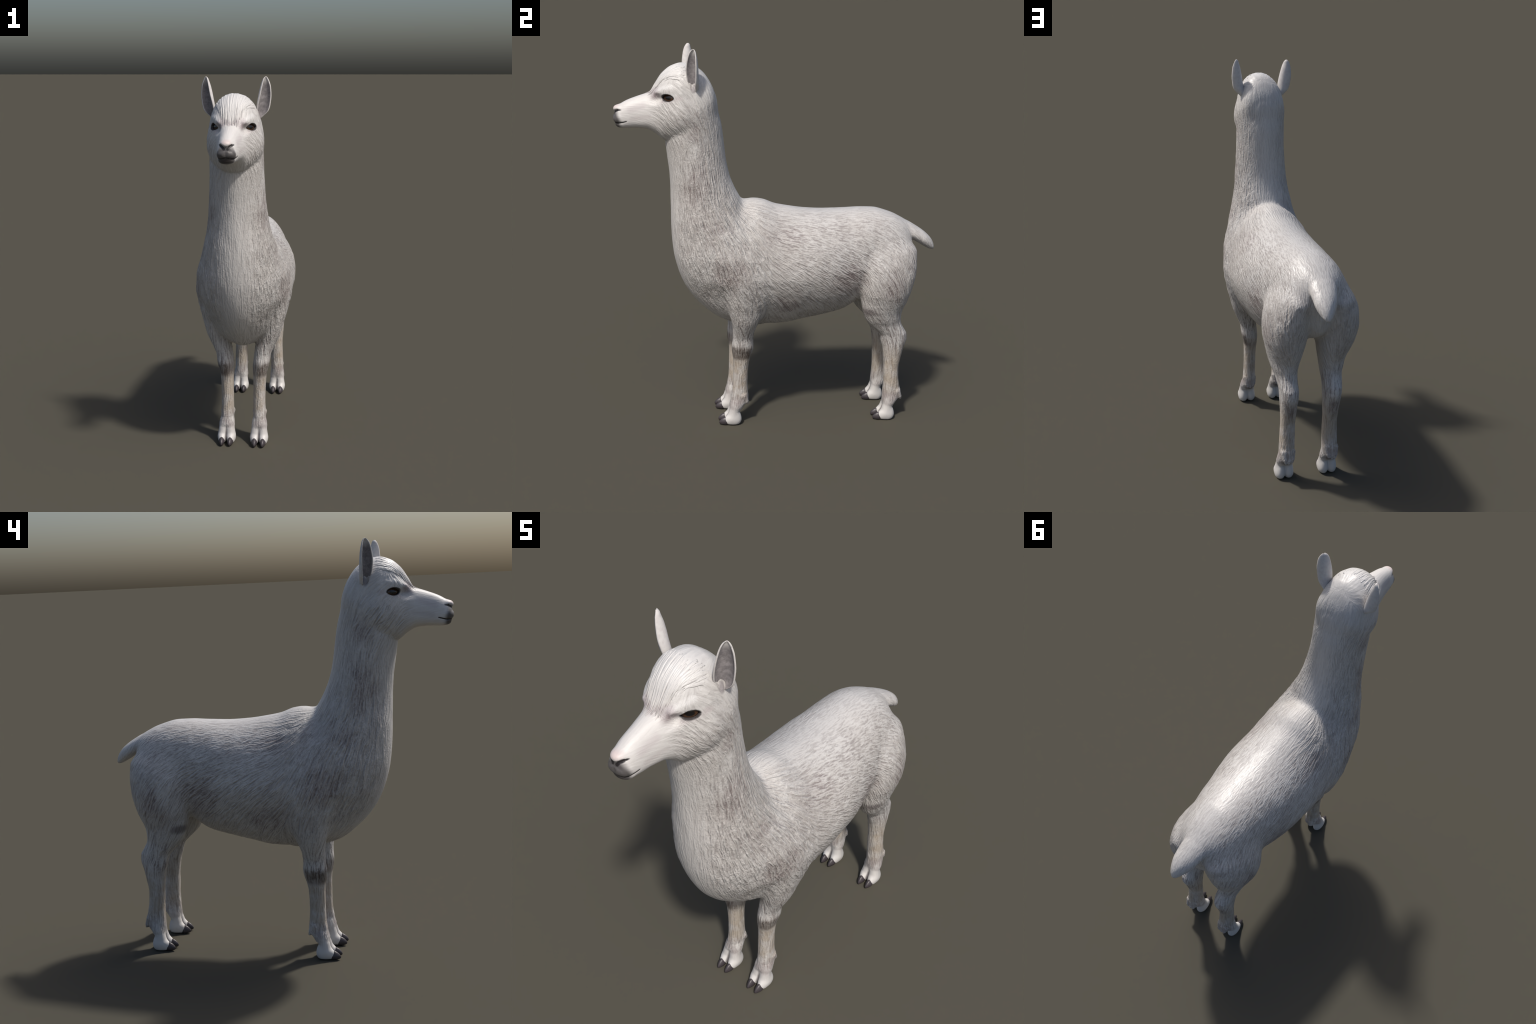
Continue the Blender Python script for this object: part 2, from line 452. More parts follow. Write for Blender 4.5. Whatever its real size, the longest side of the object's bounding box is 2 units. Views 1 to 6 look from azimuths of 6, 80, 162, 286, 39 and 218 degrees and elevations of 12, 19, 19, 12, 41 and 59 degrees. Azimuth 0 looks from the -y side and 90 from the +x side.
def region_of(c):
    """Which anatomical part a face belongs to, from its centre."""
    q = c.copy(); q[:, 0] = np.abs(q[:, 0])
    x, y, z = q.T
    part = np.full(len(c), 'torso', dtype=object)
    part[z > 1.05 + (y + .57) * .52] = 'neck'
    part[(y > -.16)] = 'torso'
    jaw = np.interp(y, (-.62, -.57, -.50, -.46, -.42, -.34), (1.50, 1.555, 1.585, 1.63, 1.72, 1.81))
    part[z > jaw] = np.where((y < -.3), 'head', 'torso')[z > jaw]
    fore = (limb(q, FORELEG) < .016) & (z < .66) & (y < .1)
    part[fore | ((z < .50) & (y < .1))] = 'foreleg'
    hind = (limb(q, HINDLEG) < .016) & (z < .80) & (y > .3)
    part[hind | ((z < .56) & (y > .3))] = 'hind_leg'
    part[(y > .725) & (loft_y(q, TAIL) < .010)] = 'tail'
    return part

def link(obj, parent=None, mat=None):
    bpy.context.scene.collection.objects.link(obj)
    obj.parent = parent
    if mat is not None and obj.data is not None:
        obj.data.materials.append(mat)
    return obj

def mesh_from(name, v, f, smooth=True):
    me = bpy.data.meshes.new(name)
    me.from_pydata(np.asarray(v).tolist(), [], [list(map(int, q)) for q in f])
    me.update()
    if smooth:
        me.polygons.foreach_set('use_smooth', np.ones(len(me.polygons), bool))
    return me

def split_parts(v, f, root, mat):
    vn = vertex_normals(v, f)        # normals of the whole surface, shared by every part
    c = v[f].mean(1)
    part = region_of(c)
    out = {}
    for kind, side in (('torso', 0), ('neck', 0), ('head', 0), ('tail', 0), ('foreleg', 1), ('foreleg', -1), ('hind_leg', 1), ('hind_leg', -1)):
        sel = part == kind
        if side:
            sel &= (c[:, 0] * side > 0)
        ff = f[sel]
        used, inv = np.unique(ff, return_inverse=True)
        me = mesh_from(kind, v[used], inv.reshape(-1, 4))
        me.normals_split_custom_set_from_vertices(vn[used].tolist())
        out[kind, side] = link(bpy.data.objects.new(kind, me), root, mat)
    return out

# ------------------------------------------------------------------ separate pieces
EAR_A = Curve((1.782, .094, -.462), (1.80, .097, -.478), (1.82, .102, -.490), (1.87, .111, -.504), (1.907, .120, -.508), (1.955, .130, -.503), (1.980, .136, -.496), (1.992, .140, -.489), (2.0, .146, -.481))   # inner front rim
EAR_B = Curve((1.782, .104, -.456), (1.80, .124, -.459), (1.84, .1625, -.464), (1.87, .1700, -.464), (1.91, .174, -.464), (1.95, .1715, -.465), (1.98, .163, -.466), (1.992, .157, -.468), (2.0, .151, -.472))     # outer back rim
EAR_DEPTH = Curve((1.782, .016), (1.81, .030), (1.84, .037), (1.90, .037), (1.95, .030), (1.98, .018), (1.992, .012), (2.0, .004))

def build_ear(side):
    rows, cols, thick = 44, 22, .0055
    outer, inner = [], []
    for i in range(rows):
        t = i / (rows - 1)
        z = 1.782 + .218 * (1 - (1 - t) ** 1.35)
        A = np.array((EAR_A(z, 0), EAR_A(z, 1))); B = np.array((EAR_B(z, 0), EAR_B(z, 1)))
        mid, half = (A + B) / 2, (B - A) / 2
        nrm = np.array((-half[1], half[0])); nrm /= np.linalg.norm(nrm) + 1e-9
        if nrm[1] < 0: nrm = -nrm
        dep = EAR_DEPTH(z)
        hl = np.linalg.norm(half)
        th = min(thick, hl * .45, dep * .6)
        ro, ri = [], []
        for j in range(cols):
            a = math.pi * j / (cols - 1)
            ca, sa = -math.cos(a), math.sin(a)
            po = mid + half * ca + nrm * dep * sa
            pi_ = mid + half * ca * (1 - th / max(hl, 1e-4)) + nrm * ((dep - th) * sa ** 1.1 + th * .25)
            ro.append((side * po[0], po[1], z)); ri.append((side * pi_[0], pi_[1], z - .001 * t))
        outer.append(ro); inner.append(ri)
    # ring around the section: outer arc one way, inner arc back
    ring = [o + i[::-1] for o, i in zip(outer, inner)]
    m = len(ring[0])
    v = [p for r in ring for p in r]
    f = []
    for i in range(rows - 1):
        for j in range(m):
            q = (i*m + j, i*m + (j+1) % m, (i+1)*m + (j+1) % m, (i+1)*m + j)
            f.append(q if side > 0 else q[::-1])
    b0, b1 = tuple(range(m)), tuple(range((rows-1)*m, rows*m))
    f.append(b0[::-1] if side > 0 else b0); f.append(b1 if side > 0 else b1[::-1])
    # shell pointing the right way
    me = bpy.data.meshes.new('ear')
    me.from_pydata(v, [], f); me.update()
    bm = bmesh.new(); bm.from_mesh(me)
    bmesh.ops.recalc_face_normals(bm, faces=bm.faces)
    bm.to_mesh(me); bm.free()
    me.polygons.foreach_set('use_smooth', np.ones(len(me.polygons), bool))
    return me

def build_ball(name, centre, axes, radii, shape=None, segs=40, rings=28):
    me = bpy.data.meshes.new(name)
    bm = bmesh.new()
    bmesh.ops.create_uvsphere(bm, u_segments=segs, v_segments=rings, radius=1)
    A = np.array(axes)
    for w in bm.verts:
        q = np.array(w.co)
        if shape: q = shape(q)
        w.co = Vector(np.array(centre) + (q * np.array(radii)) @ A)
    bmesh.ops.recalc_face_normals(bm, faces=bm.faces)
    bm.to_mesh(me); bm.free()
    me.polygons.foreach_set('use_smooth', np.ones(len(me.polygons), bool))
    return me

def build_forelock():
    """Locks combed forward over the forehead: flush at the crown, lifting and tapering to points at the brow."""
    r = np.random.default_rng(11)
    v, f = [], []
    steps, ring = 22, 8
    count = 78
    for i in range(count):
        u = -1 + 2 * (i + r.uniform(-.35, .35)) / (count - 1)
        x0 = .098 * u
        x1 = .070 * u + r.uniform(-.008, .008)
        y0 = -.545 + .05 * u * u + r.uniform(-.03, .03)
        y1 = -.686 + .072 * abs(u) ** 1.6 + r.uniform(-.008, .026)
        width = r.uniform(.0036, .0062); lift = r.uniform(.0006, .0020) * (1 - .75 * max(0, abs(u) - .6) / .4)
        s = np.linspace(0, 1, steps)
        x = x0 + (x1 - x0) * s ** 1.3 + .003 * np.sin(s * 3 + i)
        y = y0 + (y1 - y0) * s
        z = 1.70 + (SKULL(y, 0) - 1.70) * np.sqrt(np.clip(1 - (x / .135) ** 2, .05, 1))
        p = np.stack([x, y, z], -1)
        p = project(body_field, p, 6)
        n = gradient(body_field, p); n /= np.linalg.norm(n, axis=1)[:, None]
        tang = np.gradient(p, axis=0); tang /= np.linalg.norm(tang, axis=1)[:, None]
        side = np.cross(n, tang); side /= np.linalg.norm(side, axis=1)[:, None]
        rise = -.0015 + (lift + .0015) * np.clip(s / .65, 0, 1)
        w = width * np.clip(np.minimum((s + .15) / .4, (1 - s) / .38), .02, 1) ** .8
        hgt = .0028 * (1 - .5 * max(0, abs(u) - .6) / .4) * np.clip((1 - s) / .25, .05, 1)
        base = len(v)
        for k in range(steps):
            for j in range(ring):
                a = 2 * math.pi * j / ring
                v.append(p[k] + n[k] * (rise[k] + hgt[k] * math.sin(a)) + side[k] * w[k] * math.cos(a))
        for k in range(steps - 1):
            for j in range(ring):
                a, b = base + k * ring + j, base + k * ring + (j + 1) % ring
                f.append((a, b, b + ring, a + ring))
        f.append(tuple(base + j for j in range(ring))[::-1]); f.append(tuple(base + (steps - 1) * ring + j for j in range(ring)))
    me = mesh_from('forelock', v, f)
    bm = bmesh.new(); bm.from_mesh(me); bmesh.ops.recalc_face_normals(bm, faces=bm.faces); bm.to_mesh(me); bm.free()
    return me

def nail_shape(q):
    """Claw-like nail: narrows to a blunt tip that hooks down, with a ridge on top and a flat sole."""
    x, y, z = q
    front = max(0, -y)
    x = x * (1 - .42 * front ** 1.6)
    z = z * (1 - .20 * front) - .30 * front ** 1.8
    if z > 0: x *= 1 - .25 * z
    return np.array((x, y, max(z, -.78)))

# ------------------------------------------------------------------ materials
class Nodes:
    """Small helper for writing node expressions."""
    def __init__(self, name):
        self.mat = bpy.data.materials.new(name); self.mat.use_nodes = True
        self.t = self.mat.node_tree; self.t.nodes.clear()
        self.out = self.t.nodes.new('ShaderNodeOutputMaterial')
        self.bsdf = self.t.nodes.new('ShaderNodeBsdfPrincipled')
        self.t.links.new(self.bsdf.outputs[0], self.out.inputs[0])
        self.obj = self.t.nodes.new('ShaderNodeTexCoord').outputs['Object']
    def put(self, sock, v):
        if isinstance(v, bpy.types.NodeSocket): self.t.links.new(v, sock)
        elif isinstance(v, (tuple, list)) and len(v) == 3 and sock.type == 'RGBA': sock.default_value = (*v, 1)
        else: sock.default_value = v
    def m(self, op, a, b=0.0, c=0.0, clamp=False):
        n = self.t.nodes.new('ShaderNodeMath'); n.operation = op; n.use_clamp = clamp
        for s, v in zip(n.inputs, (a, b, c)): self.put(s, v)
        return n.outputs[0]
    def v(self, op, a, b=(0, 0, 0), scale=None):
        n = self.t.nodes.new('ShaderNodeVectorMath'); n.operation = op
        self.put(n.inputs[0], a)
        if scale is not None: self.put(n.inputs['Scale'], scale)
        else: self.put(n.inputs[1], b)
        return n.outputs['Value'] if op in ('DOT_PRODUCT', 'DISTANCE', 'LENGTH') else n.outputs['Vector']
    def xyz(self, vec):
        n = self.t.nodes.new('ShaderNodeSeparateXYZ'); self.put(n.inputs[0], vec); return n.outputs
    def join(self, x, y, z):
        n = self.t.nodes.new('ShaderNodeCombineXYZ')
        for s, v in zip(n.inputs, (x, y, z)): self.put(s, v)
        return n.outputs[0]
    def noise(self, vec, scale, detail=1.0, rough=.5):
        n = self.t.nodes.new('ShaderNodeTexNoise'); self.put(n.inputs['Vector'], vec)
        n.inputs['Scale'].default_value = scale; n.inputs['Detail'].default_value = detail; n.inputs['Roughness'].default_value = rough
        return n.outputs[0]
    def step(self, x, lo, hi, a=0.0, b=1.0):
        n = self.t.nodes.new('ShaderNodeMapRange'); n.interpolation_type = 'SMOOTHSTEP'
        for s, v in zip(n.inputs, (x, lo, hi, a, b)): self.put(s, v)
        return n.outputs[0]
    def mul(self, *xs):
        r = xs[0]
        for x in xs[1:]: r = self.m('MULTIPLY', r, x)
        return r
    def inv(self, x): return self.m('SUBTRACT', 1.0, x)
    def mix(self, f, a, b):
        n = self.t.nodes.new('ShaderNodeMix'); n.data_type = 'RGBA'
        self.put(n.inputs[0], f); self.put(n.inputs[6], a); self.put(n.inputs[7], b)
        return n.outputs[2]
    def blob(self, p, c, r, hard=.5):
        """1 inside an ellipsoidal patch, fading to 0 at its rim."""
        q = self.v('DIVIDE', self.v('SUBTRACT', p, c), r)
        return self.step(self.v('LENGTH', q), hard, 1.0, 1.0, 0.0)
    def rod(self, p, a, b, r, hard=.5):
        """1 along the line a-b, fading to 0 at distance r."""
        a, b = np.array(a, float), np.array(b, float); ab = b - a
        e = self.v('SUBTRACT', p, tuple(map(float, a)))
        t = self.m('MULTIPLY', self.v('DOT_PRODUCT', e, tuple(map(float, ab))), 1 / float(ab @ ab), clamp=True)
        return self.step(self.v('DISTANCE', e, self.v('SCALE', tuple(map(float, ab)), scale=t)), hard * r, r, 1.0, 0.0)
    def most(self, *xs):
        r = xs[0]
        for x in xs[1:]: r = self.m('MAXIMUM', r, x)
        return r
    def bump(self, h, strength, dist):
        n = self.t.nodes.new('ShaderNodeBump'); n.inputs['Strength'].default_value = strength; n.inputs['Distance'].default_value = dist
        self.put(n.inputs['Height'], h); self.put(self.bsdf.inputs['Normal'], n.outputs[0])

def fleece_material():
    k = Nodes('fleece')
    p = k.obj
    x, y, z = k.xyz(p)
    ax = k.m('ABSOLUTE', x)
    q = k.join(ax, y, z)
    # combing direction: weighted sum of the flow table, laid onto the surface
    d = None
    for c, r, v in FLOW:
        v = np.array(v, float); v /= np.linalg.norm(v)
        e = k.v('SUBTRACT', q, c)
        w = k.m('EXPONENT', k.m('MULTIPLY', k.v('DOT_PRODUCT', e, e), -1 / (r * r)))
        part = k.v('SCALE', tuple(map(float, v)), scale=w)
        d = part if d is None else k.v('ADD', d, part)
    dx, dy, dz = k.xyz(d)
    d = k.join(k.m('MULTIPLY', dx, k.m('SIGN', x)), dy, dz)
    tuft = k.t.nodes.new('ShaderNodeTexNoise'); k.put(tuft.inputs['Vector'], p)
    tuft.inputs['Scale'].default_value = 26; tuft.inputs['Detail'].default_value = 1.0
    d = k.v('ADD', k.v('NORMALIZE', d), k.v('SCALE', k.v('SUBTRACT', tuft.outputs['Color'], (.5, .5, .5)), scale=.85))
    sleek = k.m('MAXIMUM', k.mul(k.step(z, .86, 1.10), k.step(y, -.12, .12)), k.blob(q, (0, -.50, 1.90), (.17, .19, .15), .45))
    nrm = k.t.nodes.new('ShaderNodeTexCoord').outputs['Normal']
    d = k.v('SUBTRACT', d, k.v('SCALE', nrm, scale=k.v('DOT_PRODUCT', d, nrm)))
    d = k.v('SCALE', k.v('NORMALIZE', d), scale=k.m('SUBTRACT', 1.0, k.mul(k.step(z, .80, 1.05), k.step(y, -.12, .12), .55)))
    # strands: fine noise smeared along it
    def smear(scale, reach, taps, shift):
        s = None
        for i in range(taps):
            t = (2 * i / (taps - 1) - 1) * reach
            n = k.noise(k.v('ADD', k.v('ADD', p, shift), k.v('SCALE', d, scale=t)), scale, 0.0)
            s = n if s is None else k.m('ADD', s, n)
        return k.m('MULTIPLY', s, 1 / taps)
    fine = smear(135, .024, 10, (0, 0, 0))
    hair = smear(290, .013, 8, (3, 1, 2))
    # stretch the averaged noise back to 0..1
    fine = k.m('MULTIPLY_ADD', fine, 2.9, -.95, clamp=True)
    hair = k.m('MULTIPLY_ADD', hair, 2.6, -.80, clamp=True)
    strand = k.m('ADD', k.m('MULTIPLY', fine, .68), k.m('MULTIPLY', hair, .32))

    def rng(v, a, b, soft):
        return k.mul(k.step(v, a - soft, a + soft), k.inv(k.step(v, b - soft, b + soft)))
    low = k.noise(p, 5.5, 2.0, .6)
    mid = k.noise(p, 16, 2.0, .6)

    side = k.step(ax, .0, .16)
    trunk = k.mul(side, k.step(k.m('ADD', z, k.m('MULTIPLY', k.m('SUBTRACT', low, .5), .12)), .50, .72), k.inv(k.step(z, 1.66, 1.80)))
    # colour ---------------------------------------------------------------
    white = (.585, .565, .545); shade = (.19, .158, .152); mauve = (.325, .275, .268)  # white lowered toward the occlusion-darkened tone of the lower body
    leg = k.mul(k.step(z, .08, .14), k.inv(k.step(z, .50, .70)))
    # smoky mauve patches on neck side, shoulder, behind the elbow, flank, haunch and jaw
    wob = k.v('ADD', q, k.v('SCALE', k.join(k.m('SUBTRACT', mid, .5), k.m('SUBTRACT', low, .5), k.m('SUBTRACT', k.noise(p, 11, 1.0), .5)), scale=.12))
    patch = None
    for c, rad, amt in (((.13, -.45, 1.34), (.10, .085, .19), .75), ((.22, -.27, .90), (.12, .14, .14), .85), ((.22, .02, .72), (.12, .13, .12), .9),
                        ((.20, .34, .84), (.12, .15, .15), .95), ((.25, .58, .80), (.12, .09, .13), .85), ((.17, .00, 1.08), (.10, .14, .08), .55),  # first blob also paints in some occlusion of the flank fold
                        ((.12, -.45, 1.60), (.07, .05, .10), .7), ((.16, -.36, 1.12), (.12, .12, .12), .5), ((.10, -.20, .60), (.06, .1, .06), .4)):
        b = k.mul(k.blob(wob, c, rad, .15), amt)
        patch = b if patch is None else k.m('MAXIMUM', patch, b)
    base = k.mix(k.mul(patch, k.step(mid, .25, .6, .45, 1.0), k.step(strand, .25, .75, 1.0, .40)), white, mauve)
    warm = k.mul(trunk, k.m('ADD', k.mul(k.step(low, .38, .62), .6), k.mul(k.step(k.noise(p, 34, 3.0, .65), .40, .66), .55)))
    base = k.mix(k.mul(warm, .52), base, (.385, .352, .326))  # tint darkened to match the side lying in shade
    # dark streaks in the gaps between the locks, mostly on the sides
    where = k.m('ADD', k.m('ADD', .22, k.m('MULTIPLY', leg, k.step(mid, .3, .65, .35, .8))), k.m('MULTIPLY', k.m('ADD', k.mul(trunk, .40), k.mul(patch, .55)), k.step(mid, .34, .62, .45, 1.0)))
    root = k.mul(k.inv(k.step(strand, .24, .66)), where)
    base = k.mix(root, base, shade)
    # buff shins
    shin = k.mul(rng(k.m('ADD', z, k.m('MULTIPLY', k.m('SUBTRACT', mid, .5), .12)), .17, .42, .08), k.step(mid, .3, .6, .35, 1))
    base = k.mix(k.mul(shin, .72), base, (.40, .335, .26))
    ankle = k.mul(rng(z, .085, .17, .025), k.step(mid, .3, .65))
    base = k.mix(k.mul(ankle, .60), base, (.29, .25, .25))
    back = None
    for cx, cy in ((.0905, -.2045), (.118, .6495)):
        b = k.blob(q, (cx, cy + .030, .102), (.05, .026, .024), .3)
        back = b if back is None else k.m('MAXIMUM', back, b)
    toe = k.inv(k.step(k.m('ADD', k.m('ADD', z, k.mul(k.step(y, .0, .3), -.022)), k.m('MULTIPLY', k.m('SUBTRACT', strand, .5), .02)), .035, .085))
    base = k.mix(toe, base, (.60, .58, .56))
    base = k.mix(k.mul(back, .7), base, (.15, .13, .13))  # shading beneath the fetlock tuft, painted dark
    # inside of the hock and forearm run darker
    base = k.mix(k.mul(k.blob(q, (.118, .69, .40), (.05, .03, .09), .2), k.step(strand, .2, .8, .9, .3)), base, (.15, .118, .11))
    # dark knee band on the foreleg, ragged along the strands
    zz = k.m('ADD', z, k.m('MULTIPLY', k.m('SUBTRACT', strand, .5), .035))
    knee = k.mul(rng(zz, .385, .462, .016), k.inv(k.step(y, -.165, -.135)), k.step(ax, .058, .095, .35, 1), k.inv(k.step(y, .1, .2)))
    base = k.mix(k.mul(knee, k.step(strand, .1, .8, 1.0, .55), k.step(mid, .2, .5, .6, 1)), base, (.065, .046, .036))
    # smoky patch in front of the stifle
    st = k.v('ADD', q, k.join(0, 0, k.m('MULTIPLY', k.m('SUBTRACT', mid, .5), .03)))
    base = k.mix(k.mul(k.blob(st, (.172, .466, .658), (.080, .060, .037), .30), .80), base, (.125, .105, .105))
    # dark cleft between the toes
    cleft = None
    for cx, cy in ((.091, -.2045), (.118, .6495)):
        b = k.blob(q, (cx, cy - .055, .040), (.010, .055, .075), .2)
        cleft = b if cleft is None else k.m('MAXIMUM', cleft, b)
    base = k.mix(k.mul(cleft, .9), base, (.075, .064, .068))
    # face -----------------------------------------------------------------
    face = k.mul(k.inv(k.step(y, -.70, -.60)), k.step(z, 1.5, 1.55))
    base = k.mix(k.mul(face, .7), base, (.66, .635, .615))
    crown = k.mul(k.blob(q, (0, -.55, 1.88), (.13, .15, .13), .3), .75)
    base = k.mix(crown, base, (.67, .655, .64))
    base = k.mix(k.mul(k.rod(q, (.058, -.645, 1.790), (.090, -.575, 1.815), .022, .2), .8), base, (.68, .665, .65))
    base = k.mix(k.mul(k.blob(q, (.062, -.655, 1.772), (.050, .050, .036), .15), k.step(strand, .2, .7, .95, .6)), base, (.27, .21, .225))  # shadow of inner eye corner and fringe, tinted mauve into the coat
    base = k.mix(k.mul(k.rod(q, (0, -.678, 1.782), (.058, -.645, 1.803), .022, .1), k.step(strand, .25, .7, .75, .25)), base, (.33, .27, .285))
    base = k.mix(k.blob(q, (.124, -.470, 1.825), (.022, .022, .040), .6), base, (.27, .25, .255))
    base = k.mix(k.mul(k.rod(q, (.080, -.62, 1.745), (.108, -.55, 1.752), .020, .1), .35), base, (.36, .29, .30))
    base = k.mix(k.mul(k.blob(q, (.112, -.535, 1.765), (.025, .035, .02), .1), .55), base, (.36, .29, .30))
    base = k.mix(k.mul(k.rod(q, (.058, -.71, 1.722), (.05, -.77, 1.700), .028, .1), .40), base, (.47, .41, .42))
    base = k.mix(k.mul(k.rod(q, (.05, -.76, 1.655), (.075, -.68, 1.668), .018, .1), .30), base, (.40, .34, .34))
    base = k.mix(k.mul(k.blob(q, (0, -.838, 1.708), (.036, .042, .020), .3), .6), base, (.62, .49, .47))
    # smoky lips, dark nostrils and mouth line
    muzz = k.m('ADD', k.step(y, -.850, -.790, 1, 0), k.m('MULTIPLY', k.step(z, 1.625, 1.70), -.45))
    muzz = k.mul(k.step(muzz, .06, .66), k.inv(k.step(z, 1.680, 1.698)), k.step(z, 1.5, 1.55))
    base = k.mix(k.mul(muzz, .90), base, (.030, .025, .026))
    lip = k.mul(k.blob(q, (0, -.838, 1.621), (.046, .042, .017), .25), .9)
    base = k.mix(lip, base, (.038, .031, .031))
    nostril = k.most(k.rod(q, (.009, -.842, 1.676), (.017, -.839, 1.686), .0085), k.rod(q, (.017, -.839, 1.686), (.028, -.827, 1.693), .0080), k.rod(q, (.028, -.827, 1.693), (.039, -.812, 1.6965), .0055))
    base = k.mix(nostril, base, (.016, .013, .014))
    slit = k.most(k.rod(q, (0, -.848, 1.637), (.020, -.843, 1.632), .005), k.rod(q, (.020, -.843, 1.632), (.038, -.823, 1.631), .005), k.rod(q, (.038, -.823, 1.631), (.050, -.786, 1.641), .0042))
    base = k.mix(slit, base, (.016, .013, .014))
    # dark eyelid rim
    e = k.v('SUBTRACT', q, tuple(map(float, EYE)))
    ea, eu = k.v('DOT_PRODUCT', e, tuple(map(float, EYE_ALONG))), k.v('DOT_PRODUCT', e, tuple(map(float, EYE_UP)))
    rim = k.v('LENGTH', k.join(k.m('DIVIDE', ea, .0395), k.m('DIVIDE', eu, .0210), 0))
    rim = k.mul(k.step(rim, .80, 1.0, 1, 0), k.step(ax, .03, .06), k.step(z, 1.6, 1.65))
    base = k.mix(k.mul(rim, .93), base, (.035, .030, .030))

    k.put(k.bsdf.inputs['Base Color'], base)
    k.put(k.bsdf.inputs['Roughness'], k.m('SUBTRACT', .49, k.mul(sleek, .09)))
    k.bsdf.inputs['Specular IOR Level'].default_value = .5
    k.bsdf.inputs['Sheen Weight'].default_value = .05
    k.bsdf.inputs['Sheen Roughness'].default_value = .5
    shag = k.blob(q, (.16, -.33, 1.00), (.22, .34, .50), .35)
    soft = k.mul(k.m('ADD', 1.0, k.mul(shag, .45)), k.m('ADD', .42, k.m('ADD', k.m('MULTIPLY', trunk, .58), k.m('MULTIPLY', leg, .25))), k.m('SUBTRACT', 1.0, k.mul(sleek, .66)), k.m('SUBTRACT', 1.0, k.mul(face, .8)), k.step(z, .05, .12, .1, 1))
    k.bump(k.m('MULTIPLY', strand, soft), 1.0, .0082)
    return k.mat

def ear_material():
    k = Nodes('ear_fur')
    p = k.obj; x, y, z = k.xyz(p); ax = k.m('ABSOLUTE', x); q = k.join(ax, y, z)
    nrm = k.t.nodes.new('ShaderNodeNewGeometry').outputs['Normal']
    n1 = k.noise(p, 70, 3.0, .6); n2 = k.noise(p, 240, 2.0, .6)
    base = k.mix(k.step(n1, .35, .7, 0, .35), (.63, .61, .59), (.45, .39, .39))
    k.put(k.bsdf.inputs['Base Color'], base)
    k.bsdf.inputs['Roughness'].default_value = .65
    k.bsdf.inputs['Specular IOR Level'].default_value = .3
    k.bump(n2, .3, .001)
    return k.mat

def ear_lining_material():
    k = Nodes('ear_lining')
    p = k.obj; x, y, z = k.xyz(p)
    n1 = k.noise(p, 60, 3.0, .65); n2 = k.noise(p, 300, 2.0, .6)
    base = k.mix(k.step(n1, .25, .75), (.20, .185, .19), (.36, .335, .34))
    base = k.mix(k.step(z, 1.955, 1.992), base, (.62, .60, .58))
    k.put(k.bsdf.inputs['Base Color'], base)
    k.bsdf.inputs['Roughness'].default_value = .7
    k.bump(n2, .5, .001)
    return k.mat

def eye_material():
    k = Nodes('eye_dark_brown')
    q = k.v('SUBTRACT', k.join(k.m('ABSOLUTE', k.xyz(k.obj)[0]), k.xyz(k.obj)[1], k.xyz(k.obj)[2]), tuple(map(float, EYE)))
    ea, eu = k.v('DOT_PRODUCT', q, tuple(map(float, EYE_ALONG))), k.v('DOT_PRODUCT', q, tuple(map(float, EYE_UP)))
    pup = k.v('LENGTH', k.join(k.m('DIVIDE', ea, .016), k.m('DIVIDE', eu, .009), 0))
    iris = k.mix(k.step(pup, .8, 1.3), (.008, .007, .007), (.070, .034, .017))
    iris = k.mix(k.step(k.v('LENGTH', k.join(k.m('DIVIDE', ea, .03), k.m('DIVIDE', eu, .018), 0)), .7, 1.0), iris, (.012, .010, .010))
    k.put(k.bsdf.inputs['Base Color'], iris)
    k.bsdf.inputs['Roughness'].default_value = .16
    return k.mat

def nail_material():
    k = Nodes('nail_horn')
    p = k.obj
    g = k.noise(k.v('MULTIPLY', p, (220, 60, 220)), 1.0, 2.0)
    k.put(k.bsdf.inputs['Base Color'], k.mix(g, (.035, .029, .033), (.065, .055, .060)))
    k.bsdf.inputs['Roughness'].default_value = .42
    k.bump(g, .2, .0006)
    return k.mat

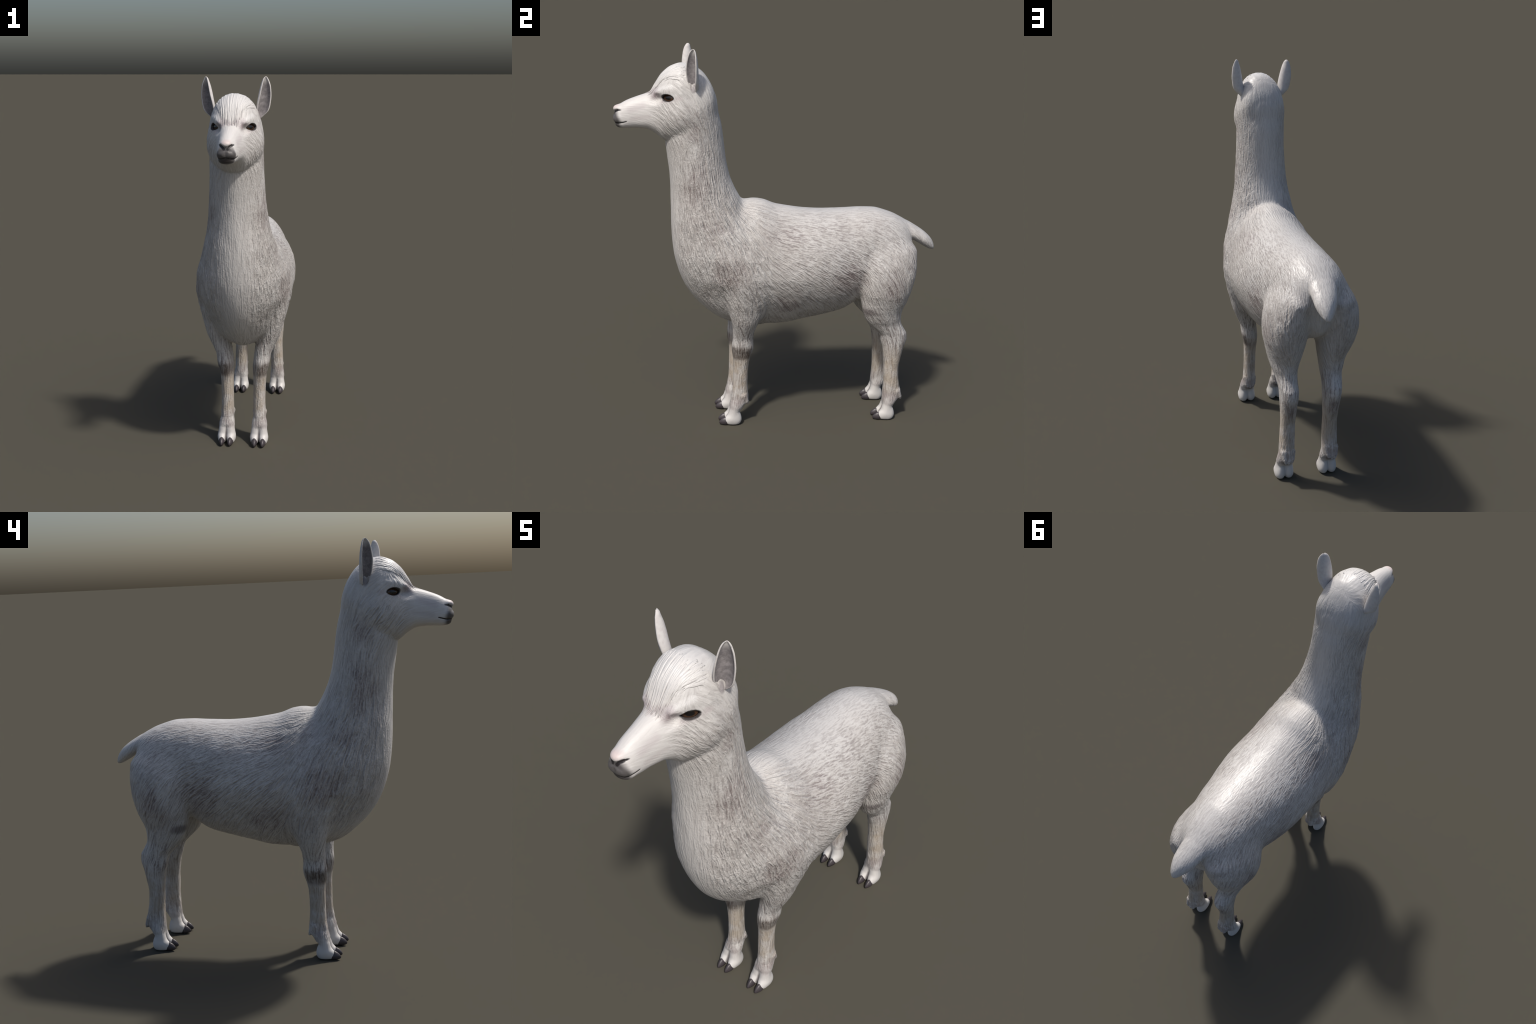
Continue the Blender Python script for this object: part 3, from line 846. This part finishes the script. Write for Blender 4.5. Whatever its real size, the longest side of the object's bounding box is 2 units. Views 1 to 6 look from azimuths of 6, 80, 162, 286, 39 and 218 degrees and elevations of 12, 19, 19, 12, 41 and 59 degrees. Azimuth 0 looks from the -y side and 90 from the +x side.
# ------------------------------------------------------------------ assembly
def main():
    root = bpy.data.objects.new('alpaca', None)
    link(root)
    root['label'] = 'white woolly alpaca standing, long neck, dark nose and toenails'
    root['category'] = 'alpaca'
    fleece, ear_fur, lining, eye_mat, nail = fleece_material(), ear_material(), ear_lining_material(), eye_material(), nail_material()
    v, f = build_body()
    parts = split_parts(v, f, root, fleece)
    head = parts['head', 0]
    fl = link(bpy.data.objects.new('forelock', build_forelock()), head, fleece)
    fl['kind'] = 'stuff'
    for side in (1, -1):
        me = build_ear(side)
        ear = link(bpy.data.objects.new('ear', me), head, ear_fur)
        me.materials.append(lining)
        # lining on the hollow side of the cup
        idx = np.zeros(len(me.polygons), np.int32)
        for i, poly in enumerate(me.polygons):
            c = poly.center
            zz = c.z
            if not 1.79 < zz < 1.994: continue
            A = np.array((EAR_A(zz, 0), EAR_A(zz, 1))); B = np.array((EAR_B(zz, 0), EAR_B(zz, 1)))
            half = (B - A) / 2; nrm = np.array((-half[1], half[0])); nrm /= np.linalg.norm(nrm) + 1e-9
            if nrm[1] < 0: nrm = -nrm
            u = ((np.array((abs(c.x), c.y)) - (A + B) / 2) @ half) / (half @ half)
            facing = np.array((poly.normal.x * side, poly.normal.y)) @ nrm
            hollow = (np.array((abs(c.x), c.y)) - (A + B) / 2) @ nrm
            if (abs(u) < .86) and (facing < .0 or (abs(u) > .5 and hollow < EAR_DEPTH(zz) * .75 and facing * 1.0 < .2 and poly.normal.x * side * np.sign(u) * half[0] < 0)):
                idx[i] = 1
        me.polygons.foreach_set('material_index', idx)
        flip = np.array((side, 1, 1))
        axes = np.array((EYE_ALONG, EYE_UP, EYE_OUT)) * flip
        me = build_ball('eye', (EYE - EYE_OUT * .0140) * flip, axes, (.036, .0235, .0165))
        link(bpy.data.objects.new('eye', me), head, eye_mat)
        for kind, cx, cy in (('foreleg', .0905, -.2045), ('hind_leg', .118, .6495)):
            for s in (-1, 1):
                yaw = s * side * -.06
                ax_ = np.array(((math.cos(yaw), math.sin(yaw), 0), (-math.sin(yaw), math.cos(yaw), 0), (0, 0, 1)))
                me = build_ball('toenail', (side * (cx + s * .0235), cy - .074, .0190), ax_, (.0170, .0335, .0235), nail_shape, 32, 22)
                link(bpy.data.objects.new('toenail', me), parts[kind, side], nail)

main()
